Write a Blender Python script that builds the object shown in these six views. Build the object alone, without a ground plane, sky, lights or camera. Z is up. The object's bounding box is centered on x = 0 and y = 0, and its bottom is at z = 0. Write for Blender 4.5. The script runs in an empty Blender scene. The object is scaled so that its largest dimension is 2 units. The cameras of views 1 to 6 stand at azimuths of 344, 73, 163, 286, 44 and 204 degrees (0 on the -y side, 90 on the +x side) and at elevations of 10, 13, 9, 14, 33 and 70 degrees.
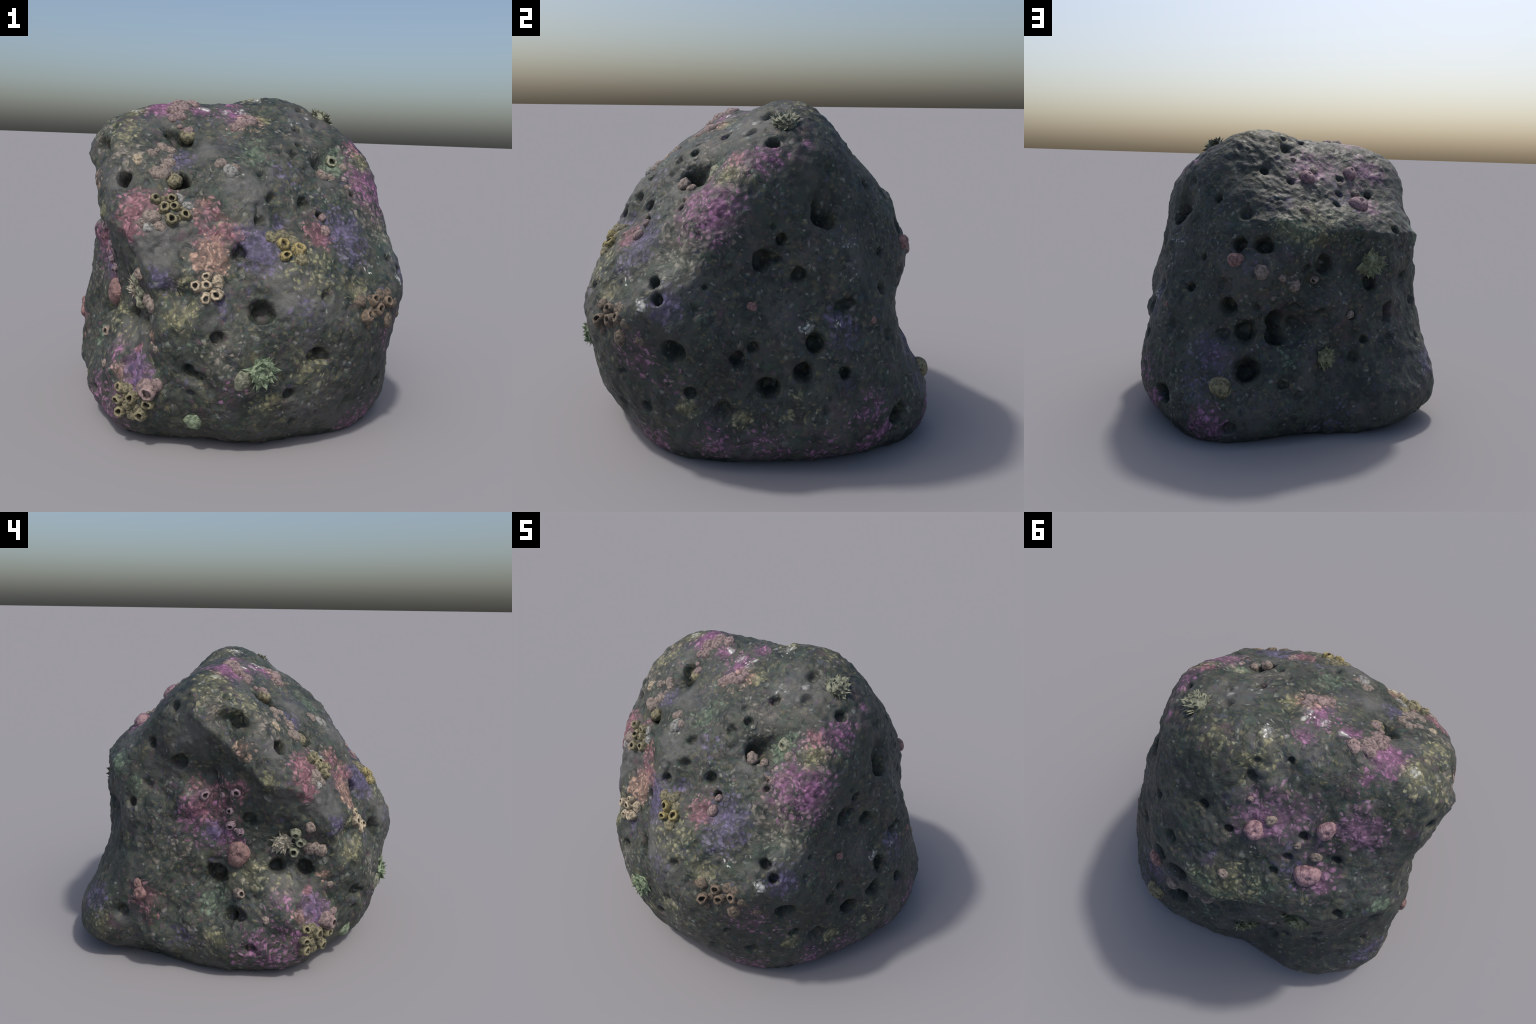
"""A squat boulder of live reef rock: dark, pitted stone with coralline colour
patches, barnacle clusters, rounded buds and spiky polyps."""
import math
import random

import bpy
import numpy as np
from mathutils import Matrix, Vector

random.seed(7)
RNG = np.random.default_rng(7)
CORE = np.array([0.0, 0.0, 0.85])          # the sections are measured from here

# ---------------------------------------------------------------------------
# The boulder's form: cross-sections from the underside to the crown, evenly
# spaced in elevation seen from the core.  Each lists control radii (metres) of
# a smooth closed curve, counter-clockwise from +x.
# ---------------------------------------------------------------------------
SECTIONS = [
    [1.03],
    [1.04, 1.03, 1.03, 1.04, 1.03, 1.05],
    [1.09, 1.06, 1.10, 1.06, 1.07, 1.10, 1.07, 1.06, 1.06, 1.09],
    [1.06, 1.11, 1.16, 1.07, 1.04, 1.20, 1.17, 1.10, 1.15, 1.06, 1.08, 1.10, 1.19, 1.10],
    [1.24, 1.25, 1.37, 1.40, 1.22, 1.37, 1.31, 1.23, 1.21, 1.25, 1.23, 1.24, 1.12, 1.20, 1.07, 1.16, 1.19, 1.20],
    [1.05, 1.25, 1.23, 1.39, 1.24, 1.20, 0.95, 1.41, 1.44, 1.51, 0.82, 1.16, 1.10, 1.32, 1.09, 1.14, 1.06, 1.09, 1.07, 1.06, 1.06, 0.98],
    [0.95, 1.01, 1.07, 1.02, 0.95, 0.83, 0.96, 0.82, 0.85, 1.08, 1.08, 1.15, 0.82, 0.88, 0.85, 0.99, 1.05, 1.08, 0.95, 1.04, 1.05, 0.98, 0.97, 0.88],
    [0.82, 0.92, 0.97, 0.97, 0.84, 0.88, 0.85, 0.81, 0.93, 0.95, 0.91, 1.03, 0.89, 0.85, 0.81, 0.80, 0.84, 1.14, 0.91, 0.93, 1.06, 0.99, 1.06, 0.98, 1.01, 0.83],
    [0.79, 0.86, 0.91, 0.83, 0.99, 0.90, 0.88, 0.89, 0.76, 0.96, 0.94, 0.95, 0.99, 0.76, 0.85, 0.84, 0.90, 1.08, 0.77, 0.91, 0.93, 0.90, 0.89, 1.05, 0.85, 0.79],
    [0.75, 0.95, 0.82, 0.89, 0.97, 0.95, 0.94, 0.80, 0.97, 1.01, 1.07, 0.81, 0.84, 0.87, 1.10, 1.02, 0.78, 0.86, 0.85, 0.83, 0.91, 0.79, 0.95, 0.76],
    [0.88, 0.87, 0.87, 0.95, 0.93, 0.97, 0.93, 0.98, 0.97, 1.03, 1.04, 1.02, 1.14, 1.05, 0.84, 0.85, 0.86, 0.76, 0.76, 0.86, 0.93, 0.91],
    [0.95, 0.98, 0.94, 0.95, 0.92, 0.83, 0.84, 0.88, 1.17, 1.24, 1.16, 0.87, 0.89, 0.84, 0.78, 0.80, 0.82, 1.03],
    [1.06, 1.04, 0.98, 0.87, 0.91, 0.90, 1.01, 1.22, 0.87, 0.90, 0.77, 0.88, 0.81, 0.96],
    [1.00, 1.12, 1.00, 0.82, 0.97, 1.11, 0.87, 0.83, 0.87, 0.85],
    [1.05, 1.08, 1.07, 0.94, 0.93, 0.84],
    [0.94],
]

# Where things sit on the rock: (azimuth, elevation) in degrees from the core.
# pits: + radius in cm, depth as a multiple of the radius
# barnacles and buds: + radius in cm;  patches: + radius in cm, strength
# ridges: height and width in cm (negative: a groove), then the line they follow
# lumps: + angular width in degrees, height in cm (negative: a hollow)
PITS = {
    "front": [
        (-99.8, -3.6, 6.6, 1), (-134.7, 37.1, 4.8, 1.4), (-82.8, -16.6, 4.4, 1), (-112.6, -10.7, 3.6, 1.2), (-150.7, 31.5, 4.5, 1.6),
        (-93.3, 35.3, 4.4, 0.6), (-107.7, 14.2, 3.4, 1.2), (-120.7, -20.4, 4.1, 1.2), (-79.6, 1, 3.4, 0.8), (-117.8, -22, 3.2, 1),
        (-80, -17.4, 3.2, 1), (-90, -28, 3.1, 1.1), (-171.3, 38.2, 5, 0.6), (-70.3, 29.1, 2.6, 1), (-87.2, -37.5, 2.6, 0.8),
        (-144.4, -22.2, 1.4, 1.3),
    ],
    "right": [
        (-52.1, 49.6, 8.3, 0.8), (-9.2, -23.7, 6.3, 1.3), (-24.5, -29.6, 6.3, 0.7), (1.5, -18.5, 5.2, 1.4), (15.1, 31.8, 8.1, 1.3),
        (6.2, -10.1, 5.2, 1.3), (-38.7, -11.1, 6.4, 1.1), (-11.3, 17.7, 4.8, 1.1), (16.4, 0.3, 4.6, 0.6), (-19.5, -14.6, 4.1, 1.3),
        (2.5, 12.1, 3.6, 1), (33.3, -29.9, 6.6, 1), (8.1, -27.1, 3.3, 0.4), (14.7, -18.1, 3.3, 1.4), (-34.6, -24.5, 3.3, 1),
        (-43.2, 4.4, 3.1, 1.2), (-14.2, -11.4, 2.8, 1.2), (-3.6, 24.5, 2.8, 1.3), (-31.8, 1.8, 2.5, 0.5), (-4.8, 18, 2.3, 0.8),
        (-4.1, 53.7, 3.3, 1), (-45.9, 8.6, 3.2, 1.2), (-51.1, -30.4, 3.5, 0.9), (-29.8, 8.7, 1.7, 1), (33.3, -10.7, 3.5, 0.5),
        (-6.7, 28.2, 1.8, 0.8), (41.4, 15.3, 2.5, 1.1), (-58.6, -20, 2.8, 0.8), (-41.4, 69.5, 2.8, 1), (-65.7, -33.5, 3.7, 0.6),
    ],
    "back": [
        (63.3, -23.1, 8.1, 1.2), (61.6, -12.4, 7, 0.9), (68, 21.2, 6.3, 1.1), (73.8, -14.6, 6.8, 1.2), (52.9, -12.8, 5.7, 0.5),
        (54.8, -3.4, 6.1, 1.1), (94.2, 14.7, 6.1, 1.1), (73.7, -8.5, 6.5, 1.2), (53.4, 4.9, 6, 0.4), (116.1, 4.9, 4.8, 1.1),
        (59, 33.1, 5.1, 0.6), (76.3, -27.9, 4.4, 0.5), (106.6, -22.7, 4, 0.6), (58.2, 21.4, 4.4, 1.4), (59.4, -34.4, 4.1, 0.9),
        (82, -30.5, 3.4, 0.5), (36.9, 2.8, 3.5, 1), (112.6, -17, 2.9, 1.3), (107.1, -7.8, 3.1, 1), (123.5, -5.6, 4.1, 1),
        (124.1, -8.9, 3.8, 1), (66.2, -3, 2.7, 0.7), (122.9, -15.3, 2.9, 0.6), (63.2, 53.7, 2.8, 1.1), (140.4, 5.5, 3.8, 0.8),
        (81.2, -2.5, 2.7, 0.6), (88, -10.9, 2.1, 0.7), (86.1, 12.6, 3.4, 0.9), (67.8, -26.2, 1.9, 0.6), (42.4, 38.5, 2.5, 1.3),
        (91.6, -5.4, 3, 1), (78.7, 75.3, 3, 0.8), (80.5, 51.2, 2.4, 1.3), (20.3, 44.5, 2.9, 0.5), (121.7, 53.4, 2.7, 1.2),
        (145.5, -5.3, 3.9, 0.8), (118.6, 78.1, 2.2, 1), (19.5, 0.9, 2.9, 0.8),
    ],
    "left": [
        (-174.7, -16, 6.9, 1.2), (-139.8, -12.5, 5.5, 1.3), (-150, -12.5, 5.2, 1.2), (-166.9, 38.5, 4.8, 0.9), (-165.4, -25.6, 4.4, 1.1),
        (-168.7, -26.1, 4.4, 1.1), (170.6, 26.1, 5, 1), (152.8, -25.1, 4.9, 0.8), (-164.4, 37.2, 3.5, 0.8), (157.9, 17.3, 3.4, 0.5),
        (-161.9, 7.7, 3.7, 0.9), (-161.3, -33.1, 3, 0.9), (152.8, 9.7, 3, 1.2), (169, 40.9, 3.2, 0.9), (158.8, 30.8, 3, 1.4),
        (-160, -20.7, 2, 0.5), (-171.3, 44.8, 2.8, 0.8), (130.1, 5.4, 3.8, 0.7), (-120.1, -26.4, 2.6, 0.8), (140, -16.8, 2.7, 0.7),
        (-168, 21.8, 1.3, 0.8), (129.6, 24, 2.7, 0.9),
    ],
    "front_right": [
        (0.7, 70.5, 4.5, 0.7), (-16.1, 65.1, 4.4, 0.6), (-77.1, 34.6, 3.9, 0.9), (-99.1, 26.1, 3.8, 0.8), (-73, 55.4, 3.6, 0.5),
        (-154.9, 54.7, 4.5, 0.9), (-147.3, 55.9, 4.7, 0.9), (-97.1, 45.5, 3.2, 0.7), (-62.8, 60.6, 2.6, 1), (-69.1, 66, 2.9, 0.6),
        (-46.9, 34.8, 1.8, 1.2), (-46.7, 38.3, 1.5, 1),
    ],
    "top": [
        (106.5, 40.1, 2.4, 0.9), (78.3, 71.1, 2.5, 0.9), (-150, 54.1, 4.5, 0.7), (134.9, 42.3, 2.4, 1), (113.2, 45.8, 2.4, 1.1),
        (85.7, 64.5, 1.4, 0.9), (110.5, 24.5, 3.2, 0.6),
    ],
}

BARNACLES = [
    ("open", "olive", [(-138, 27.7, 3), (-134, 29.8, 3), (-134.9, 25.8, 3.1), (-131.9, 27.4, 3), (-127.8, 25.2, 3), (-131.4, 22.7, 3.3)]),
    ("dome", "white", [(-136.8, 19.1, 3.2), (-128.1, 28.8, 3), (-132, 30.9, 2.7)]),
    ("dome", "tan", [(-137.2, 22.5, 4.7), (-133.8, 20, 2.9), (-138.8, 19.8, 2.9)]),
    ("dome", "olive", [(-96, 19.9, 3.3), (-91.2, 21.2, 3.7), (-87.5, 18.9, 3.2), (-86.1, 12.3, 3.6)]),
    ("open", "yellow", [(-92, 17.1, 3.3), (-91.5, 13.5, 3.1), (-86.5, 15.3, 3.7)]),
    ("open", "cream", [(-119.4, 3.2, 2.8), (-116.8, 3.4, 2.8), (-117, 5.9, 2.4), (-113.6, 0.9, 3.2), (-116.4, -0.2, 2.8)]),
    ("dome", "cream", [(-113.6, 4.6, 3.8)]),
    ("open", "rust", [(-61.9, -2.4, 3.3), (-60.5, -4.8, 3.6), (-66.4, -6.3, 3.7), (-56.2, -3, 3.2)]),
    ("dome", "rust", [(-55.7, -8.4, 4.2), (-67.7, -1.9, 3.8), (-58.1, -0.7, 3.7), (-52.9, -3.8, 3.2), (-64.9, -8.8, 2.3), (-48.2, -8.2, 3), (-55.5, -0.6, 2.9)]),
    ("open", "olive", [(-142.8, -27.1, 3), (-143.3, -29.7, 3.2), (-138.5, -28.9, 3.4), (-133.7, -30.4, 3.3), (-142.9, -32.5, 3.3), (-136, -33.1, 3.6)]),
    ("dome", "olive", [(-140.3, -27.1, 3.1), (-140.4, -30.7, 3.1), (-139.2, -33.6, 3.2), (-137.2, -31.2, 3.1)]),
    ("dome", "pink", [(-134.2, -26.4, 5.3), (-130.9, -25.5, 4)]),
    ("dome", "tan", [(-149.4, 42.9, 2.6), (-149.2, 47, 2.9), (-145.6, 47.1, 2.9), (-141.8, 42.4, 3.6), (-143, 37.1, 4.1), (-140.6, 37.6, 3.3)]),
    ("dome", "cream", [(-150.9, 38.8, 3.1)]),
    ("dome", "olive", [(-136.6, 36.9, 3.8)]),
    ("dome", "tan", [(-119.3, 48, 3.9), (-112.1, 47, 3.1)]),
    ("dome", "white", [(-113.9, 44.9, 4.1)]),
    ("dome", "pink", [(-177.6, 69.7, 3.9), (-177.2, 65.7, 4.1), (-169.5, 62, 3.7), (-162.6, 62.4, 3.5), (-170.6, 66.1, 3.7), (-150.8, 59.3, 3.4), (-163.3, 59.6, 2.6)]),
    ("dome", "pink", [(-113.6, 73.9, 4.4), (-102.1, 75.9, 3.9), (-119.4, 70.5, 3.4), (-103.8, 78.8, 2.9)]),
    ("dome", "olive", [(-149.5, 58.1, 4.1)]),
    ("bud", "rose", [(-165.9, -7.4, 7.8)]),
    ("bud", "rose", [(159.5, -18.9, 4.8), (158.9, -16.2, 2.8), (157, -22.2, 1.6)]),
    ("bud", "blush", [(93.7, 54.6, 5.6)]),
    ("bud", "blush", [(134.1, 54.4, 5.3)]),
    ("bud", "blush", [(121, 38.7, 6.3)]),
    ("bud", "tan", [(102.5, 59.2, 3.2), (126.4, 45.1, 3.1), (118, 50.5, 2), (86, 35.5, 2.9)]),
    ("bud", "pink", [(85.7, 64.5, 1.6)]),
    ("open", "mauve", [(-169.2, 11, 2.2), (-169, 5, 2.7), (-165.2, 2.1, 2.1), (-179.7, 16.3, 3.2), (-166.8, 17.6, 2.8)]),
    ("open", "tan", [(-165.1, -20.5, 2.9)]),
    ("dome", "tan", [(-138.1, -4.3, 4.9), (-135.3, -5, 4.1), (-139.9, 4.4, 3.2)]),
    ("open", "sage", [(-144.1, 2, 3.3), (-141.7, -1.5, 3.2), (-143.7, -6.1, 3.5)]),
    ("open", "pink", [(-133.6, -27.1, 4.8)]),
    ("dome", "tan", [(-131.6, -16.7, 2.4), (-156, -25.4, 2.4)]),
    ("bud", "rose", [(-14.7, 2, 2.6), (27.1, -5, 1.9)]),
    ("bud", "rose", [(57.5, 15, 4.5)]),
    ("bud", "olive", [(56.2, -25, 6.4)]),
    ("dome", "tan", [(67.8, 11.2, 4.4), (80.6, 6, 4), (72.1, 1.2, 1.5), (106.7, -7.2, 2.5)]),
    ("open", "tan", [(90.5, 8.2, 2.6)]),
    ("open", "sage", [(-36.2, 51.5, 3.5)]),
    ("dome", "tan", [(-35.3, 46.9, 2.8), (-55.3, 46.8, 3.3), (-48.4, 45.3, 2.6)]),
    ("bud", "pink", [(-70.9, 22.4, 3.3), (-69.3, 28.1, 2.2)]),
    ("dome", "sage", [(-104.6, -22.2, 4.8)]),
    ("dome", "green", [(-120.4, -35.3, 5.1)]),
]

SPIKY_POLYPS = [
    (6.5, 62.3, 9, "sage"),
    (-99, -20.2, 9.2, "green"),
    (115.8, 13.2, 9.9, "moss"),
    (94.8, -23, 9.2, "moss"),
    (-148.3, -2.5, 7.8, "pale"),
]

RIDGES = {
    "ledge": (2.2, 4.5, [(62.5, 30.3), (70.1, 29.2), (76.6, 29.5), (82, 27.3), (88.6, 25.2), (98.7, 26.6), (107.9, 27.1), (117.2, 24.7), (126.3, 22.7), (139.2, 22), (147.3, 19.4)]),
    "ledge_undercut": (-2.0, 6, [(70.5, 23.7), (81.7, 21.6), (88.6, 20), (99.1, 21.2), (107.8, 21.5), (116.4, 19.1), (123.8, 17), (136.4, 14.7)]),
    "brow": (2.0, 3.5, [(175.7, 40.8), (179.1, 37.5), (-175.7, 35), (-171.1, 32.5), (-165.4, 28.7), (-161.1, 25.8), (-158.4, 21.5), (-152.8, 19.5), (-146.2, 18.1), (-139.3, 14.6), (-136.3, 9.1), (-133.2, 3.1), (-130, -2.5)]),
    "brow_undercut": (-1.8, 5, [(178.2, 33.5), (-175.3, 31), (-170.5, 27), (-163.8, 21.3), (-158.1, 16), (-151.2, 14.3), (-144.8, 13.2), (-140.9, 8), (-137.3, 2.6), (-134.9, -2.1)]),
    "rim": (1.5, 3.5, [(-171.6, 41.6), (-167.4, 41.1), (-162.7, 40.4), (-157.4, 37.6), (-155, 32.5)]),
    "spur": (1.2, 4, [(-157.1, 20), (-148.8, 15.1), (-140, 8.7), (-135.1, 1.7), (-130.7, -5.5), (-128.6, -11.8), (-124.7, -16.5)]),
    "foot_crease": (-1.6, 4, [(-125.6, -17.5), (-121, -20.1), (-116.6, -22.1), (-113.8, -24.5)]),
    "crack": (-2.0, 1.6, [(-100.8, 31.2), (-100.2, 27.7), (-100.6, 24)]),
    "crown_step": (-1.2, 4, [(-159.5, 57.2), (-151.7, 53.8), (-140, 55.6), (-125.7, 59.1), (-120.8, 66.4)]),
}

LUMPS = [
    (90, -2, 5.8, 4.9), (89, 8, 6.1, -10.8), (98, -11, 5.8, 1.1), (115, -15, 5.5, 2.7), (136, 4, 5.6, -5.9), (152, 5, 5.2, 2.2),
    (-2, -11, 5.6, 5.1), (92, -28, 5.4, -5.5), (-125, -1, 5.5, -8.4), (63, -23, 4.6, -3.5), (-100, -6, 5.2, 1.5), (18, -5, 5.6, -1.8),
    (122, 18, 5.5, 1.6), (78, -6, 5.7, -3.1), (5, 4, 6.5, -2.3), (164, -26, 4.6, 7.1), (125, -17, 4.9, 4.2), (-51, 1, 5.1, 4.1),
    (94, 19, 5.9, -3.5), (-63, -36, 4.8, -1.8), (-42, 51, 6.6, -7.4), (164, -35, 4.3, 6.8), (-140, 4, 5.6, 3.7), (110, -5, 6.2, -2.2),
    (67, 8, 5.4, 1.8), (-19, 17, 6.1, 2), (-90, 27, 6.6, -5.9), (170, -35, 4.3, 5.8), (-67, 48, 6.5, -1), (63, -8, 5.7, 1.2),
    (-135, -26, 4.6, 1.1), (-177, 26, 5.5, -10.2), (-29, -25, 5, -2.1), (-67, 21, 6.2, -3.5), (104, 13, 6.3, -1.7), (-169, -32, 5, 2.6),
    (96, 6, 5.8, -1.4), (166, -31, 4.1, 5.5), (81, -12, 5.6, -9.1), (93, -8, 5.4, -3.6), (101, -23, 5.4, -6.9), (-175, -24, 5.3, -7.2),
    (173, 14, 5.3, 6.6), (118, -22, 4.7, -1.9), (126, -22, 4.5, -3), (-177, 33, 4.4, 2.9), (-149, -23, 4.5, 5.7), (-72, -9, 4.7, 2),
    (-151, -30, 4.3, -4), (77, -29, 4.6, -6.3), (104, 69, 5.1, 1.1), (-9, 2, 5.9, 1.7), (116, 66, 5.3, 1.2), (58, -25, 4.3, 1.1),
    (110, 76, 4.9, -5.2), (172, -15, 5, -3.1), (-157, -16, 5, 3.1), (-125, 14, 5.1, -1.8), (18, 37, 5.3, -6.4), (160, 30, 4.6, -1.4),
    (177, 11, 5.1, 3.2), (162, 15, 5.1, -1.3), (84, -16, 4.6, -1), (175, -28, 4, 4), (79, 70, 4.6, -5.6), (-169, 35, 4, -4.8),
    (161, -31, 3.5, 7), (-119, 32, 4.9, 2.1),
]

PATCHES = {
    "rose": [
        (-142, 23, 11, 1), (-142, 18, 7, 1), (-116, 20, 10, 0.8), (-121, 26, 9, 0.6), (-110, 20, 6, 0.7), (-76, 21, 8, 0.9),
        (-135, 32, 6, 0.5), (-140, -19, 3, 0.8), (-177, 13, 15, 0.6), (-166, 19, 8, 0.6), (161, -22, 11, 0.6), (178, 19, 8, 0.5),
        (-24, 50, 6, 0.6),
    ],
    "salmon": [
        (-117, 13, 10, 1), (-114, 10, 6, 0.9), (-105, 76, 8, 0.9), (-117, 72, 6, 0.6), (-123, 29, 6, 0.5), (-144, -24, 5, 0.9),
        (-164, 30, 6, 0.5), (-134, -13, 5, 0.5),
    ],
    "violet": [
        (-101, 15, 11, 1), (-104, 20, 8, 0.6), (-62, 22, 14, 0.8), (-63, 15, 10, 0.7), (-130, 4, 7, 0.8), (-91, 26, 5, 0.7),
        (-87, -3, 10, 0.4), (-85, 47, 10, 0.4), (-112, -2, 7, 0.4), (-140, 45, 8, 0.6), (-40, 3, 9, 0.8), (-66, 20, 11, 0.6),
        (16, -10, 10, 0.4), (14, -4, 7, 0.5), (51, -19, 14, 0.5), (48, -25, 11, 0.4), (138, -23, 9, 0.7), (63, 14, 10, 0.3),
        (55, -17, 7, 0.4), (96, -38, 14, 0.3), (-177, 1, 7, 0.9), (143, -22, 9, 0.7), (-139, -24, 10, 0.7), (174, -33, 10, 0.5),
        (75, 38, 11, 0.3), (113, 44, 14, 0.3),
    ],
    "magenta": [
        (-37, 35, 13, 0.9), (-29, 49, 7, 0.5), (-177, 60, 10, 1), (-164, 70, 6, 0.9), (-140, 78, 9, 0.9), (179, 8, 15, 0.6),
        (-171, 0, 9, 0.7), (-139, -24, 10, 0.9), (-59, -42, 8, 0.6), (-108, -25, 9, 0.3), (-30, 32, 15, 0.9), (-37, 28, 9, 0.6),
        (-9, 48, 10, 0.7), (-18, 47, 8, 0.5), (12, 52, 4, 0.7), (-52, -13, 13, 0.5), (-40, -21, 11, 0.3), (21, -27, 12, 0.5),
        (28, -32, 5, 1), (-9, -39, 16, 0.4), (7, -39, 14, 0.4), (-26, -39, 15, 0.4), (-52, -42, 13, 0.6), (22, -37, 8, 0.6),
        (53, -33, 11, 0.9), (26, -33, 6, 0.9), (49, -35, 7, 0.8), (52, -19, 8, 0.5), (-177, -0, 7, 0.8), (-154, -33, 21, 0.5),
        (-145, -30, 11, 0.5), (-149, -20, 8, 0.5), (-179, 62, 6, 1), (166, 63, 7, 0.6), (165, 83, 6, 0.7), (-150, 78, 5, 0.6),
        (100, 58, 10, 0.5), (127, 38, 7, 0.6),
    ],
    "green": [
        (-101, 56, 11, 0.6), (-37, 51, 9, 0.9), (-42, 14, 10, 0.5), (-117, -12, 9, 0.3), (85, 26, 9, 0.8), (77, 28, 8, 0.7),
        (99, 28, 8, 0.5), (38, -25, 8, 0.3), (79, -20, 8, 0.4), (109, 25, 8, 0.4), (145, 21, 8, 0.9), (151, 17, 7, 0.6),
        (-176, -24, 10, 0.4), (146, -23, 7, 0.4), (153, 14, 6, 0.5), (101, 31, 10, 0.5), (141, 32, 10, 0.3),
    ],
    "olive": [
        (-124, -5, 10, 0.7), (-84, 9, 15, 0.5), (-84, -21, 11, 0.5), (-124, 5, 6, 0.6), (-164, 44, 11, 0.5), (-115, 25, 5, 0.4),
        (-96, -30, 7, 0.5), (-129, -1, 6, 0.5), (-18, -32, 5, 1), (-36, -29, 5, 1), (-25, 45, 8, 0.8), (-43, 37, 10, 0.3),
        (-1, -29, 13, 0.3), (-66, 2, 5, 0.8), (-160, -14, 9, 0.8), (-177, 46, 13, 0.4), (146, -27, 9, 0.6), (-156, 21, 5, 0.6),
        (-149, -17, 8, 0.4), (-175, -31, 10, 0.4), (-81, 8, 8, 0.6), (-84, 81, 7, 0.6), (-69, 1, 7, 0.7), (-180, 53, 8, 0.9),
        (73, 75, 12, 0.5), (36, 70, 10, 0.4), (89, 30, 16, 0.6), (76, 26, 9, 0.6), (64, 83, 6, 0.8), (-87, 78, 6, 0.7),
    ],
    "tan": [
        (-156, 38, 11, 0.6), (-111, -15, 11, 0.4), (-65, 1, 6, 0.5), (-141, 40, 8, 0.5), (-162, -17, 8, 0.3), (-43, 21, 17, 0.5),
        (-50, 62, 14, 0.4), (-22, 27, 7, 0.5), (-33, 25, 8, 0.4), (-176, 41, 10, 0.4), (166, -5, 14, 0.3), (179, -33, 11, 0.3),
    ],
    "white": [
        (-47, 2, 3, 0.9), (22, 11, 8, 0.2), (14, -4, 3, 0.5), (-54, 9, 5, 0.2), (22, 20, 7, 0.2), (4, -6, 4, 0.5),
        (67, -17, 2, 0.5), (58, 84, 4, 1), (-59, 7, 4, 0.3), (-123, 82, 6, 0.3), (-112, 44, 5, 0.3), (-30, 73, 4, 0.4),
        (-167, 72, 2, 1), (-152, 78, 3, 0.8), (-36, 72, 3, 0.5), (-179, 53, 3, 0.6), (-12, 68, 3, 0.5), (107, 85, 2, 0.5),
        (95, 48, 5, 0.2),
    ],
    "mauve": [
        (101, 61, 15, 0.8), (149, 51, 12, 0.9), (124, 36, 9, 0.9), (86, 54, 7, 0.6), (128, 49, 12, 0.4), (92, 58, 9, 0.8),
        (121, 63, 11, 0.5), (127, 39, 8, 0.8),
    ],
    "bare": [
        (-134, 13, 12, 1), (-131, 18, 7, 0.8), (-107, 38, 11, 0.8), (-90, 2, 13, 0.8), (-96, 8, 8, 0.6), (-128, 54, 11, 0.6),
        (-153, 31, 7, 0.8), (-86, -10, 7, 0.5), (-138, 19, 6, 0.7), (-13, 70, 12, 0.5), (-42, 65, 10, 0.4), (-58, 43, 10, 0.5),
        (-148, -17, 12, 0.8), (-139, 13, 8, 0.9), (-151, 15, 10, 0.6), (178, 33, 14, 0.7), (-177, -22, 8, 0.4),
    ],
}


# ---------------------------------------------------------------------------
# form
# ---------------------------------------------------------------------------
def spline_weights(t):
    return np.stack([(1 - t) ** 3, 3 * t**3 - 6 * t**2 + 4, -3 * t**3 + 3 * t**2 + 3 * t + 1, t**3], -1) / 6


def section_radius(k, azimuth):
    ring = np.array(SECTIONS[k])
    n = len(ring)
    s = (azimuth / (2 * np.pi) * n) % n
    i = np.floor(s).astype(int)
    w = spline_weights(s - i)
    return sum(w[..., m] * ring[(i + m - 1) % n] for m in range(4))


def rock_radius(d):
    """Radius of the smooth boulder along unit directions d."""
    last = len(SECTIONS) - 1
    azimuth = np.arctan2(d[:, 1], d[:, 0])
    s = (np.degrees(np.arcsin(np.clip(d[:, 2], -1, 1))) + 90) / 180 * last
    i = np.clip(np.floor(s).astype(int), 0, last - 1)
    w = spline_weights(s - i)
    r = np.zeros(len(d))
    for k in range(-1, last + 2):
        over = k < 0 or k > last               # past a pole: the far side of the ring
        kk = -k if k < 0 else (2 * last - k if k > last else k)
        rr = None
        for m in range(4):
            sel = i + m - 1 == k
            if sel.any():
                if rr is None:
                    rr = section_radius(kk, azimuth + (np.pi if over else 0))
                r[sel] += w[sel, m] * rr[sel]
    return r


def smooth_radius(d):
    return rock_radius(d) + lump_height(d)


def lump_height(d):
    h = np.zeros(len(d))
    for az, el, wide, high in LUMPS:
        angle = np.arccos(np.clip(d @ direction(az, el), -1, 1))
        h += high / 100 * np.exp(-((angle / math.radians(wide)) ** 2))
    return h


def direction(az, el):
    a, e = math.radians(az), math.radians(el)
    return np.array([math.cos(e) * math.cos(a), math.cos(e) * math.sin(a), math.sin(e)])


def on_rock(az, el):
    d = direction(az, el)
    return CORE + d * smooth_radius(d[None])[0]


def rock_normal(az, el):
    c, s = on_rock(az, el), 2.0
    u = on_rock(az + s / max(0.2, math.cos(math.radians(el))), el) - c
    v = on_rock(az, el + s) - c
    n = np.cross(u, v)
    return n / np.linalg.norm(n)


# ---------------------------------------------------------------------------
# relief noise
# ---------------------------------------------------------------------------
TABLE = np.random.default_rng(11).random(4096) * 2 - 1


def lattice(i, j, k):
    return TABLE[(i * 73 + j * 1361 + k * 2659 + (i * j) % 251 + (j * k) % 509) % 4096]


TILT = np.array(Matrix.Rotation(0.7, 3, "X") @ Matrix.Rotation(0.5, 3, "Y") @ Matrix.Rotation(1.1, 3, "Z"))


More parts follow.
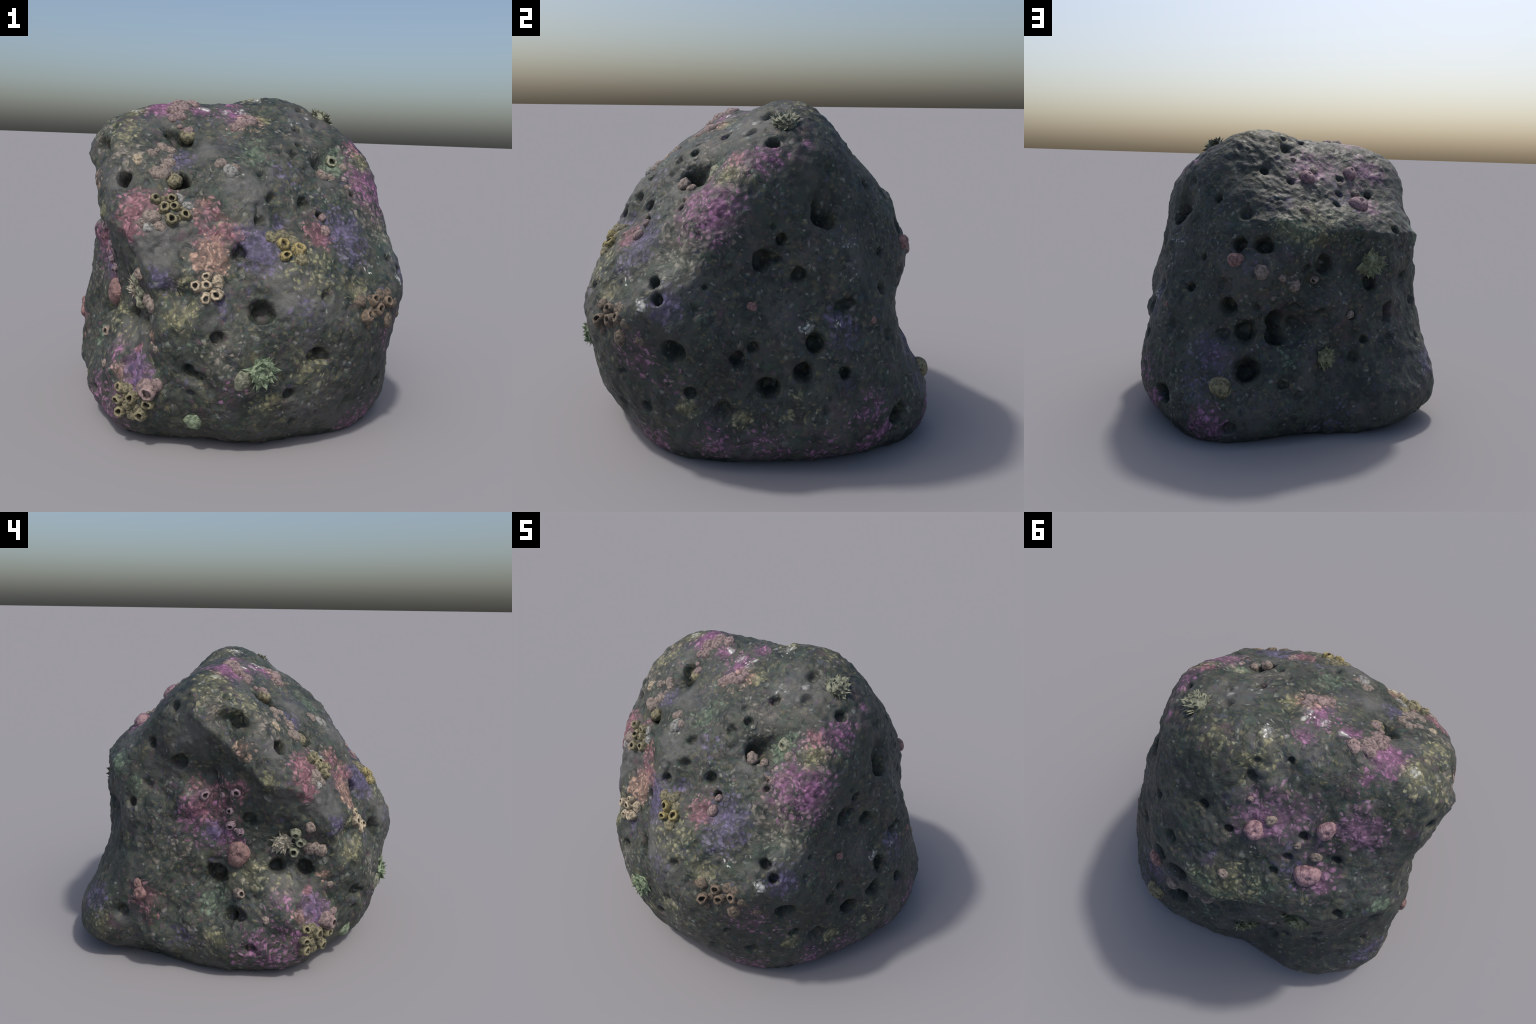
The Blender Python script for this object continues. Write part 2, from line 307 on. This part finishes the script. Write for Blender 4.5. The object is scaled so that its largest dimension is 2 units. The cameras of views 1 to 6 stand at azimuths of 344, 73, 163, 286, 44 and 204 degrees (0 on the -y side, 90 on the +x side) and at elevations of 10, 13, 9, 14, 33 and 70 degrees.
def noise(p, scale, seed=0.0):
    q = p @ TILT * scale + seed
    i = np.floor(q).astype(np.int64)
    f = q - i
    f = f * f * f * (f * (f * 6 - 15) + 10)
    v = 0
    for a in (0, 1):
        for b in (0, 1):
            for c in (0, 1):
                w = (f[:, 0] if a else 1 - f[:, 0]) * (f[:, 1] if b else 1 - f[:, 1]) * (f[:, 2] if c else 1 - f[:, 2])
                v = v + w * lattice(i[:, 0] + a, i[:, 1] + b, i[:, 2] + c)
    return v


def smooth(lo, hi, v):
    t = np.clip((v - lo) / (hi - lo), 0, 1)
    return t * t * (3 - 2 * t)


# ---------------------------------------------------------------------------
# mesh helpers
# ---------------------------------------------------------------------------
def new_mesh(name, verts, faces, smooth_shading=True):
    me = bpy.data.meshes.new(name)
    me.from_pydata([tuple(map(float, v)) for v in verts], [], faces)
    me.update()
    me.polygons.foreach_set("use_smooth", [smooth_shading] * len(me.polygons))
    return me


def place(name, mesh, parent, matrix=None, material=None):
    ob = bpy.data.objects.new(name, mesh)
    bpy.context.scene.collection.objects.link(ob)
    if parent:
        ob.parent = parent
    if matrix is not None:
        ob.matrix_local = matrix
    if material:
        if not mesh.materials:
            mesh.materials.append(None)
        ob.material_slots[0].link = "OBJECT"
        ob.material_slots[0].material = material
    return ob


def frame(origin, normal, spin=0.0, scale=(1, 1, 1)):
    q = Vector(normal).to_track_quat("Z", "Y").to_matrix().to_4x4()
    return Matrix.Translation(Vector(origin)) @ q @ Matrix.Rotation(spin, 4, "Z") @ Matrix.Diagonal((*scale, 1))


# ---------------------------------------------------------------------------
# boulder body
# ---------------------------------------------------------------------------
def build_body():
    bpy.ops.mesh.primitive_ico_sphere_add(subdivisions=8, radius=1.0)
    ob = bpy.context.object
    me = ob.data
    n = len(me.vertices)
    d = np.empty(n * 3)
    me.vertices.foreach_get("co", d)
    d = d.reshape(-1, 3)
    d /= np.linalg.norm(d, axis=1)[:, None]
    base = CORE + d * smooth_radius(d)[:, None]

    def write(p):
        me.vertices.foreach_set("co", p.ravel())
        me.update()

    write(base)
    nor = np.empty(n * 3)
    me.vertex_normals.foreach_get("vector", nor)
    nor = nor.reshape(-1, 3)

    # knobbly relief with sharp little crests, stronger in places, then grain
    crest = 1 - np.abs(noise(base, 13, 2.6))
    knob = 1 - np.abs(noise(base, 26, 6.1))
    patchy = smooth(-0.5, 0.5, noise(base, 3, 9.2))
    lift = 0.008 * (crest - 0.75) + 0.005 * noise(base, 17, 3.1)
    lift += (0.008 * (knob - 0.75) + 0.004 * noise(base, 34, 7.7) + 0.002 * noise(base, 70, 1.3)) * (0.45 + 0.55 * patchy)
    p = base + nor * lift[:, None]

    # ridges and grooves: a crest that rises to an edge along a line
    jag = 1 + 0.35 * noise(base, 14, 8.8)
    for high, wide, line in RIDGES.values():
        pts = np.array([on_rock(*q) for q in line])
        box = (base > pts.min(0) - 0.25).all(1) & (base < pts.max(0) + 0.25).all(1)
        near = np.nonzero(box)[0]
        q = base[near]
        dist = np.full(len(q), 9.0)
        for a, b in zip(pts[:-1], pts[1:]):
            t = np.clip(((q - a) @ (b - a)) / ((b - a) @ (b - a)), 0, 1)
            dist = np.minimum(dist, np.linalg.norm(q - a - t[:, None] * (b - a), axis=1))
        fade = np.exp(-dist / (wide / 100)) if high > 0 else np.exp(-((dist / (wide / 100)) ** 2))
        p[near] += nor[near] * (high / 100 * fade * jag[near])[:, None]

    # barnacle clusters grow on crusty mounds
    crust = 1 + 0.5 * noise(base, 40, 4.2)
    for kind, _, spots in BARNACLES:
        for az, el, rad in spots if len(spots) > 3 else ():
            near = np.nonzero(((base - on_rock(az, el)) ** 2).sum(1) < (3 * rad / 100) ** 2)[0]
            dist = np.linalg.norm(base[near] - on_rock(az, el), axis=1) / (rad / 100)
            p[near] += nor[near] * (0.20 * rad / 100 * np.exp(-((dist / 1.25) ** 2)) * crust[near])[:, None]

    # pits: steep-walled, ragged outlines, a soft shoulder round the mouth
    wobble = noise(base, 18, 5.0)
    wobble2 = noise(base, 42, 2.0)
    for side in PITS.values():
        for az, el, rad, deep in side:
            c, axis, r = on_rock(az, el), rock_normal(az, el), rad / 100
            rel = base - c
            near = np.nonzero((rel * rel).sum(1) < (2.4 * r) ** 2)[0]
            rel = rel[near]
            ragged = 0.55 if rad > 5 else 1.0                   # the big ones are worn round
            t = np.linalg.norm(rel, axis=1) / r * (1 + ragged * (0.24 * wobble[near] + 0.12 * wobble2[near]))
            wall = (0.45 if rad > 5 else 0.65) if deep > 0.85 else 0.2
            drop = 1.3 * deep * r * (1 - smooth(wall, 1.12, t)) * (1 + 0.2 * (1 - np.clip(t, 0, 1)))
            shoulder = 0.12 * r * (1 - smooth(0.9, 2.0, t))
            p[near] -= axis * (drop + shoulder)[:, None]

    # it stands flat: soft floor at z = 0
    z = p[:, 2]
    k = 0.008
    p[:, 2] = np.where(z < k, k * np.exp(np.clip(z / k - 1, -40, 0)), z)
    p[:, 2] -= p[:, 2].min()
    write(p)
    me.polygons.foreach_set("use_smooth", [True] * len(me.polygons))
    ob.name = "rock_body"
    me.name = "rock_body"
    return ob


# ---------------------------------------------------------------------------
# materials
# ---------------------------------------------------------------------------
class Nodes:
    def __init__(self, name):
        self.mat = bpy.data.materials.new(name)
        self.mat.use_nodes = True
        self.t = self.mat.node_tree
        self.bsdf = self.t.nodes["Principled BSDF"]
        self.co = self.add("ShaderNodeTexCoord").outputs["Object"]

    def add(self, kind, **kw):
        nd = self.t.nodes.new(kind)
        for k, v in kw.items():
            setattr(nd, k, v)
        return nd

    def put(self, sock, v):
        if isinstance(v, bpy.types.NodeSocket):
            self.t.links.new(v, sock)
        else:
            sock.default_value = v

    def noise(self, scale, detail=3, rough=0.55, co=None, out="Fac", distort=0.0):
        nd = self.add("ShaderNodeTexNoise")
        self.put(nd.inputs["Vector"], co or self.co)
        nd.inputs["Scale"].default_value = scale
        nd.inputs["Detail"].default_value = detail
        nd.inputs["Roughness"].default_value = rough
        nd.inputs["Distortion"].default_value = distort
        return nd.outputs[out]

    def math(self, op, a, b=0.0, clamp=False):
        nd = self.add("ShaderNodeMath", operation=op, use_clamp=clamp)
        self.put(nd.inputs[0], a)
        self.put(nd.inputs[1], b)
        return nd.outputs[0]

    def span(self, v, lo, hi, a=0.0, b=1.0):
        nd = self.add("ShaderNodeMapRange", interpolation_type="SMOOTHSTEP")
        self.put(nd.inputs[0], v)
        for i, q in enumerate((lo, hi, a, b)):
            self.put(nd.inputs[i + 1], q)
        return nd.outputs[0]

    def mix(self, fac, a, b, blend="MIX"):
        nd = self.add("ShaderNodeMix", data_type="RGBA", blend_type=blend)
        self.put(nd.inputs[0], fac)
        self.put(nd.inputs[6], a if isinstance(a, bpy.types.NodeSocket) else (*a, 1))
        self.put(nd.inputs[7], b if isinstance(b, bpy.types.NodeSocket) else (*b, 1))
        return nd.outputs[2]

    def offset(self, co, v):
        nd = self.add("ShaderNodeVectorMath", operation="ADD")
        self.put(nd.inputs[0], co)
        nd.inputs[1].default_value = v
        return nd.outputs[0]

    def bump(self, height, strength, distance):
        nd = self.add("ShaderNodeBump")
        nd.inputs["Strength"].default_value = strength
        nd.inputs["Distance"].default_value = distance
        self.put(nd.inputs["Height"], height)
        self.put(self.bsdf.inputs["Normal"], nd.outputs[0])


PATCH_COLOURS = {            # (deep tone, bright tone)
    "rose": ((0.10, 0.042, 0.056), (0.40, 0.19, 0.23)),
    "salmon": ((0.12, 0.068, 0.058), (0.50, 0.33, 0.25)),
    "violet": ((0.042, 0.038, 0.072), (0.15, 0.125, 0.23)),
    "magenta": ((0.085, 0.036, 0.074), (0.38, 0.17, 0.32)),
    "mauve": ((0.11, 0.055, 0.095), (0.36, 0.20, 0.31)),
    "green": ((0.040, 0.062, 0.045), (0.16, 0.22, 0.15)),
    "olive": ((0.065, 0.065, 0.038), (0.31, 0.30, 0.17)),
    "tan": ((0.095, 0.085, 0.072), (0.27, 0.24, 0.20)),
    "white": ((0.14, 0.15, 0.16), (0.75, 0.75, 0.70)),
    "bare": ((0.068, 0.070, 0.068), (0.105, 0.106, 0.103)),      # smooth worn stone
}


# confetti of crusts on the bare stone: (share of cells, colour)
GRAINS = [
    (0.22, (0.016, 0.021, 0.021)), (0.16, (0.046, 0.053, 0.046)), (0.14, (0.090, 0.094, 0.062)),
    (0.11, (0.042, 0.070, 0.048)), (0.08, (0.140, 0.128, 0.070)), (0.07, (0.046, 0.072, 0.074)),
    (0.08, (0.100, 0.083, 0.070)), (0.05, (0.100, 0.060, 0.080)), (0.04, (0.066, 0.062, 0.105)),
    (0.05, (0.230, 0.240, 0.215)),
]


def rock_material():
    N = Nodes("reef_rock_stone")
    # growth smears along the surface a little
    def warped(scale, amount, shift):
        nd = N.add("ShaderNodeVectorMath", operation="MULTIPLY_ADD")
        N.put(nd.inputs[0], N.noise(scale, 2, out="Color", co=N.offset(N.co, shift)))
        nd.inputs[1].default_value = (amount,) * 3
        N.put(nd.inputs[2], N.co)
        return N.offset(nd.outputs[0], (-amount / 2,) * 3)

    co = warped(9, 0.07, (0, 0, 0))
    ragged = N.add("ShaderNodeVectorMath", operation="MULTIPLY_ADD")
    N.put(ragged.inputs[0], N.noise(38, 3, 0.6, out="Color", co=co))
    ragged.inputs[1].default_value = (0.034, 0.034, 0.034)
    N.put(ragged.inputs[2], co)
    ragged = ragged.outputs[0]
    mid = N.noise(10, 3, 0.6, co)
    broad = N.noise(3.2, 3, 0.55)
    fine = N.noise(46, 3, 0.6, co)

    def cells(scale, shift):
        """Random numbers per crust cell, and a soft mask that fades at the cell's rim."""
        v = N.add("ShaderNodeTexVoronoi")
        N.put(v.inputs["Vector"], N.offset(ragged, shift))
        v.inputs["Scale"].default_value = scale
        rgb = N.add("ShaderNodeSeparateColor")
        N.put(rgb.inputs[0], v.outputs["Color"])
        return rgb.outputs[0], rgb.outputs[1], rgb.outputs[2], N.span(v.outputs["Distance"], 0.82, 0.06)

    # stone: blackish green-grey with paler worn grey
    c = N.mix(N.span(mid, 0.36, 0.64), (0.018, 0.024, 0.021), (0.048, 0.054, 0.047))
    c = N.mix(N.span(broad, 0.50, 0.66, 0, 0.65), c, (0.088, 0.089, 0.086))
    # cloudy stains that drift into each other
    for shift, lo, hi, amount, tint in (
        ((4, 1, 7), 0.52, 0.68, 0.50, (0.080, 0.080, 0.050)),
        ((9, 3, 2), 0.54, 0.68, 0.55, (0.036, 0.062, 0.044)),
        ((2, 6, 5), 0.55, 0.70, 0.55, (0.090, 0.050, 0.066)),
        ((7, 8, 1), 0.57, 0.70, 0.50, (0.060, 0.052, 0.086)),
    ):
        c = N.mix(N.span(N.noise(6.5, 5, 0.68, N.offset(co, shift)), lo, hi, 0, amount), c, tint)
    layers = [cells(36, (0, 0, 0)), cells(58, (3.3, 1.7, 8.2))]
    for i, (hue, chance, _, soft) in enumerate(layers):
        ramp = N.add("ShaderNodeValToRGB")
        ramp.color_ramp.interpolation = "CONSTANT"
        at = 0.0
        for k, (share, tint) in enumerate(GRAINS):
            e = ramp.color_ramp.elements[0] if k == 0 else ramp.color_ramp.elements.new(at)
            e.position = at
            e.color = (*tint, 1)
            at += share
        N.put(ramp.inputs[0], hue)
        dense = N.span(N.noise(3.6, 3, 0.55, N.offset(co, (5 + i, 2, 1))), 0.36, 0.62, 0.15, 0.85)
        on = N.span(N.math("SUBTRACT", dense, chance), -0.05, 0.10)
        c = N.mix(N.math("MULTIPLY", N.math("MULTIPLY", on, soft), 0.72), c, ramp.outputs[0])

    # growth patches: a thin soft film under dense crust cells of one hue
    breakup = N.span(N.noise(8, 4, 0.6, N.offset(co, (6, 3, 9))), 0.34, 0.56, 0.55, 1.1)
    film = N.noise(20, 4, 0.65, N.offset(co, (1.7, 5.5, 8.1)))
    for n, (name, spots) in enumerate(sorted(PATCHES.items())):
        total = None
        for az, el, rad, strength in spots:
            dist = N.add("ShaderNodeVectorMath", operation="DISTANCE")
            N.put(dist.inputs[0], co)
            dist.inputs[1].default_value = tuple(on_rock(az, el))
            m = N.span(dist.outputs["Value"], rad / 100 * 1.75, rad / 100 * 0.05, 0, strength)
            total = m if total is None else N.math("MAXIMUM", total, m)
        lo, hi = PATCH_COLOURS[name]
        total = N.math("MULTIPLY", total, breakup)
        if name == "bare":
            c = N.mix(N.math("MULTIPLY", N.span(total, 0.1, 0.7), 0.8), c, N.mix(N.span(mid, 0.35, 0.65), lo, hi))
            continue
        half = tuple((a + b) / 2.6 for a, b in zip(lo, hi))
        veil = N.math("MULTIPLY", N.span(N.math("ADD", total, N.math("MULTIPLY", N.math("SUBTRACT", film, 0.5), 2.0)), 0.2, 1.1), N.span(total, 0.0, 0.4))
        c = N.mix(N.math("MULTIPLY", veil, 0.78), c, N.mix(N.span(film, 0.35, 0.65), lo, half))
        for i, (hue, chance, other, soft) in enumerate(layers):
            pick = other if (n + i) % 2 else chance
            on = N.span(N.math("SUBTRACT", N.math("MULTIPLY", total, 0.9), pick), -0.06, 0.10)
            on = N.math("MULTIPLY", N.math("MULTIPLY", on, soft), N.span(total, 0.02, 0.2))
            c = N.mix(N.math("MULTIPLY", on, 0.78), c, N.mix(N.span(hue, 0.1, 0.9), lo, hi))
    N.put(N.bsdf.inputs["Base Color"], c)
    N.put(N.bsdf.inputs["Roughness"], N.span(mid, 0.3, 0.7, 0.50, 0.70))
    N.bsdf.inputs["Specular IOR Level"].default_value = 0.32
    N.bump(N.math("ADD", N.math("MULTIPLY", fine, 0.8), N.math("MULTIPLY", layers[1][3], 0.35)), 0.5, 0.006)
    return N.mat


SHELL = {
    "olive": ((0.060, 0.058, 0.036), (0.27, 0.24, 0.14)),
    "yellow": ((0.075, 0.068, 0.036), (0.34, 0.28, 0.12)),
    "cream": ((0.13, 0.105, 0.072), (0.50, 0.42, 0.30)),
    "rust": ((0.040, 0.038, 0.030), (0.21, 0.150, 0.105)),
    "tan": ((0.095, 0.078, 0.068), (0.32, 0.255, 0.22)),
    "pink": ((0.10, 0.070, 0.074), (0.34, 0.245, 0.23)),
    "rose": ((0.11, 0.062, 0.060), (0.30, 0.175, 0.165)),
    "blush": ((0.13, 0.065, 0.090), (0.40, 0.255, 0.27)),
    "mauve": ((0.085, 0.055, 0.072), (0.30, 0.22, 0.25)),
    "white": ((0.085, 0.088, 0.085), (0.36, 0.36, 0.34)),
    "sage": ((0.075, 0.085, 0.058), (0.30, 0.31, 0.22)),
    "green": ((0.085, 0.12, 0.072), (0.30, 0.38, 0.24)),
    "pale": ((0.20, 0.18, 0.14), (0.58, 0.54, 0.42)),
    "moss": ((0.085, 0.10, 0.055), (0.29, 0.31, 0.18)),
}


def shell_material(name, throat=False):
    N = Nodes(("open_shell_" if throat else "shell_") + name)
    lo, hi = SHELL[name]
    info = N.add("ShaderNodeObjectInfo")
    co = N.add("ShaderNodeVectorMath", operation="MULTIPLY_ADD")
    N.put(co.inputs[0], info.outputs["Random"])
    co.inputs[1].default_value = (31, 17, 23)
    N.put(co.inputs[2], N.co)
    blotch = N.noise(2.2, 3, 0.6, co.outputs[0])
    c = N.mix(N.span(blotch, 0.34, 0.62), lo, hi)
    c = N.mix(N.span(N.noise(6, 3, 0.6, co.outputs[0]), 0.52, 0.7, 0, 0.5), c, tuple(0.55 * v for v in lo))
    c = N.mix(N.math("MULTIPLY", info.outputs["Random"], 0.35), c, tuple(0.6 * a + 0.4 * b for a, b in zip(lo, (0.13, 0.13, 0.12))))
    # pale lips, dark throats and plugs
    xyz = N.add("ShaderNodeSeparateXYZ")
    N.put(xyz.inputs[0], N.co)
    out = N.math("SQRT", N.math("ADD", N.math("MULTIPLY", xyz.outputs[0], xyz.outputs[0]), N.math("MULTIPLY", xyz.outputs[1], xyz.outputs[1])))
    lip = N.math("MULTIPLY", N.span(xyz.outputs[2], 0.95, 1.2), N.span(out, 0.4, 0.6))
    c = N.mix(N.math("MULTIPLY", lip, 0.6), c, tuple(1.15 * v for v in hi))
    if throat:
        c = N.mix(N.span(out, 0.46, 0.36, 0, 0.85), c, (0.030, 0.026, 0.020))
    N.put(N.bsdf.inputs["Base Color"], c)
    N.bsdf.inputs["Roughness"].default_value = 0.62
    N.bsdf.inputs["Specular IOR Level"].default_value = 0.4
    N.bump(N.noise(7, 3, 0.6, co.outputs[0]), 0.4, 0.05)
    return N.mat


# ---------------------------------------------------------------------------
# shells, buds, polyps: unit-radius meshes standing on z = 0
# ---------------------------------------------------------------------------
def revolve(name, profile, sides, seed, rough, flute=0.0, lean=0.0, mouth=0.0):
    """Turn (radius, height) profile into an uneven, slightly fluted shell."""
    rng = np.random.default_rng(seed)
    phase = rng.random(4) * 6.283
    verts, faces = [], []
    for k, (r, z) in enumerate(profile):
        for s in range(sides):
            a = 2 * math.pi * s / sides
            q = 1 + flute * math.cos(6 * a + phase[0]) + rough * (math.sin(2 * a + phase[1]) + 0.7 * math.sin(3 * a + phase[2] + z))
            q += rng.normal(0, rough * 0.25)
            if mouth and k > len(profile) - 6:                  # the opening is a slanted diamond
                q += mouth * math.cos(2 * a + phase[1]) + 0.4 * mouth * math.cos(4 * a + phase[2])
            rr = r * q
            verts.append((rr * math.cos(a) + lean * z * z, rr * math.sin(a), z * (1 + 0.5 * rough * math.sin(a + phase[3])) + rng.normal(0, rough * 0.15) * r))
    for k in range(len(profile) - 1):
        for s in range(sides):
            a, b = k * sides + s, k * sides + (s + 1) % sides
            faces.append((a, b, b + sides, a + sides))
    top = len(verts)
    verts.append((lean * profile[-1][1] ** 2, 0, profile[-1][1]))
    o = (len(profile) - 1) * sides
    faces += [(o + s, o + (s + 1) % sides, top) for s in range(sides)]
    return new_mesh(name, verts, faces)


# a volcano-shaped barnacle with a deep mouth
OPEN = [(1.08, -0.6), (1.07, 0.1), (1.04, 0.42), (0.95, 0.78), (0.80, 1.06), (0.65, 1.22), (0.53, 1.24), (0.43, 1.14), (0.37, 0.85), (0.30, 0.5), (0.1, 0.4)]
# a closed one: dome with a small plug
DOME = [(1.05, -0.6), (1.08, 0.0), (1.04, 0.3), (0.92, 0.58), (0.70, 0.78), (0.46, 0.88), (0.34, 0.86), (0.28, 0.90), (0.2, 0.98), (0.08, 1.0)]
# a lumpy soft bud
BUD = [(0.8, -0.6), (0.98, -0.1), (1.03, 0.25), (0.97, 0.55), (0.82, 0.8), (0.62, 0.96), (0.40, 1.05), (0.26, 1.04), (0.2, 0.98), (0.12, 0.94), (0.05, 0.93)]


def spine_mesh(seed):
    """A broad keeled thorn, hollowed a little on top, curling at the tip; length 1 along x."""
    rng = np.random.default_rng(seed)
    rows = 7
    verts, faces = [], []
    bend = rng.uniform(-0.10, 0.22)
    for k in range(rows):
        t = k / (rows - 1)
        w = 0.36 * (1 - t) ** 0.8 * (0.62 + 0.62 * math.sin(math.pi * min(1, t * 1.25))) + 0.006
        h = 0.16 * (1 - t) + 0.004
        up = bend * t * t
        verts += [(t, -w, up), (t, 0, up + h), (t, w, up), (t, 0, up - 0.8 * h)]
    for k in range(rows - 1):
        for s in range(4):
            a, b = 4 * k + s, 4 * k + (s + 1) % 4
            faces.append((a, b, b + 4, a + 4))
    faces.append((0, 3, 2, 1))
    faces.append(tuple(4 * (rows - 1) + s for s in range(4)))
    return new_mesh("spine", verts, faces, False)


def main():
    root = bpy.data.objects.new("reef_rock", None)
    bpy.context.scene.collection.objects.link(root)
    root["label"] = "dark pitted reef boulder with barnacles, pink coralline patches and spiky polyps"
    root["category"] = "reef rock"

    body = build_body()
    body.parent = root
    body.data.materials.append(rock_material())

    shells = {name: shell_material(name) for name in SHELL}
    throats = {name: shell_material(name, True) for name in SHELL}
    kinds = {
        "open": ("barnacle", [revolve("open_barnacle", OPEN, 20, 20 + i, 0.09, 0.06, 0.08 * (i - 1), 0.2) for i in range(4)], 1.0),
        "dome": ("barnacle", [revolve("closed_barnacle", DOME, 18, 40 + i, 0.09, 0.07) for i in range(4)], 0.85),
        "bud": ("bud", [revolve("bud", BUD, 24, 60 + i, 0.085, 0.0) for i in range(3)], 0.95),
    }
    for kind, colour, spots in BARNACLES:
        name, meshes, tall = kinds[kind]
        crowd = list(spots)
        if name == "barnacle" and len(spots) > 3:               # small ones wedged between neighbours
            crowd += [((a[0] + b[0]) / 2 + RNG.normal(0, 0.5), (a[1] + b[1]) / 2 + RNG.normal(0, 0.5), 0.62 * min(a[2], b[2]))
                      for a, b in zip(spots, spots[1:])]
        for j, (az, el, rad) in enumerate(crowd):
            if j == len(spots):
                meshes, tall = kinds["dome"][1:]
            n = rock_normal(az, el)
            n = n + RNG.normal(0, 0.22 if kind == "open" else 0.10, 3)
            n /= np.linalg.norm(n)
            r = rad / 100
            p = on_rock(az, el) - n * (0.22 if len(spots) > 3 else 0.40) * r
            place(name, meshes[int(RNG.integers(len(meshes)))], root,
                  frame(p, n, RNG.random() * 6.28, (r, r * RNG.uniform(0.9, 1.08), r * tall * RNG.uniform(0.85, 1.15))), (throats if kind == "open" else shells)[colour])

    spines = [spine_mesh(80 + i) for i in range(5)]
    core = revolve("polyp_core", [(0.56, -0.3), (0.62, 0.05), (0.60, 0.25), (0.50, 0.42), (0.33, 0.53), (0.14, 0.57)], 18, 90, 0.07)
    for az, el, rad, colour in SPIKY_POLYPS:
        r, n = rad / 100 * 1.15, rock_normal(az, el)
        flat = 0.72
        polyp = place("spiky_polyp", core, root, frame(on_rock(az, el) - n * 0.10 * r, n, RNG.random() * 6.28, (r, r, r * flat)), shells[colour])
        count = 34
        for i in range(count):
            f = (i + 0.5) / count                               # 0 at the crown, 1 at the rim
            polar = (0.15 + 0.85 * f ** 0.7) * 1.45             # where on the dome it grows
            a = i * 2.39996 + RNG.normal(0, 0.2)
            lean = 1.5708 - polar * 0.95 + RNG.normal(0, 0.15)
            length = RNG.uniform(0.42, 0.62) * (0.75 + 0.3 * f)
            m = (Matrix.Rotation(a, 4, "Z") @ Matrix.Translation((0.46 * math.sin(polar), 0, 0.06 + 0.42 * math.cos(polar)))
                 @ Matrix.Rotation(-lean, 4, "Y") @ Matrix.Rotation(RNG.normal(0, 0.5), 4, "X")
                 @ Matrix.Diagonal((length, length * RNG.uniform(0.8, 1.15), length, 1)))
            place("spine", spines[i % 5], polyp, m, shells[colour])


main()
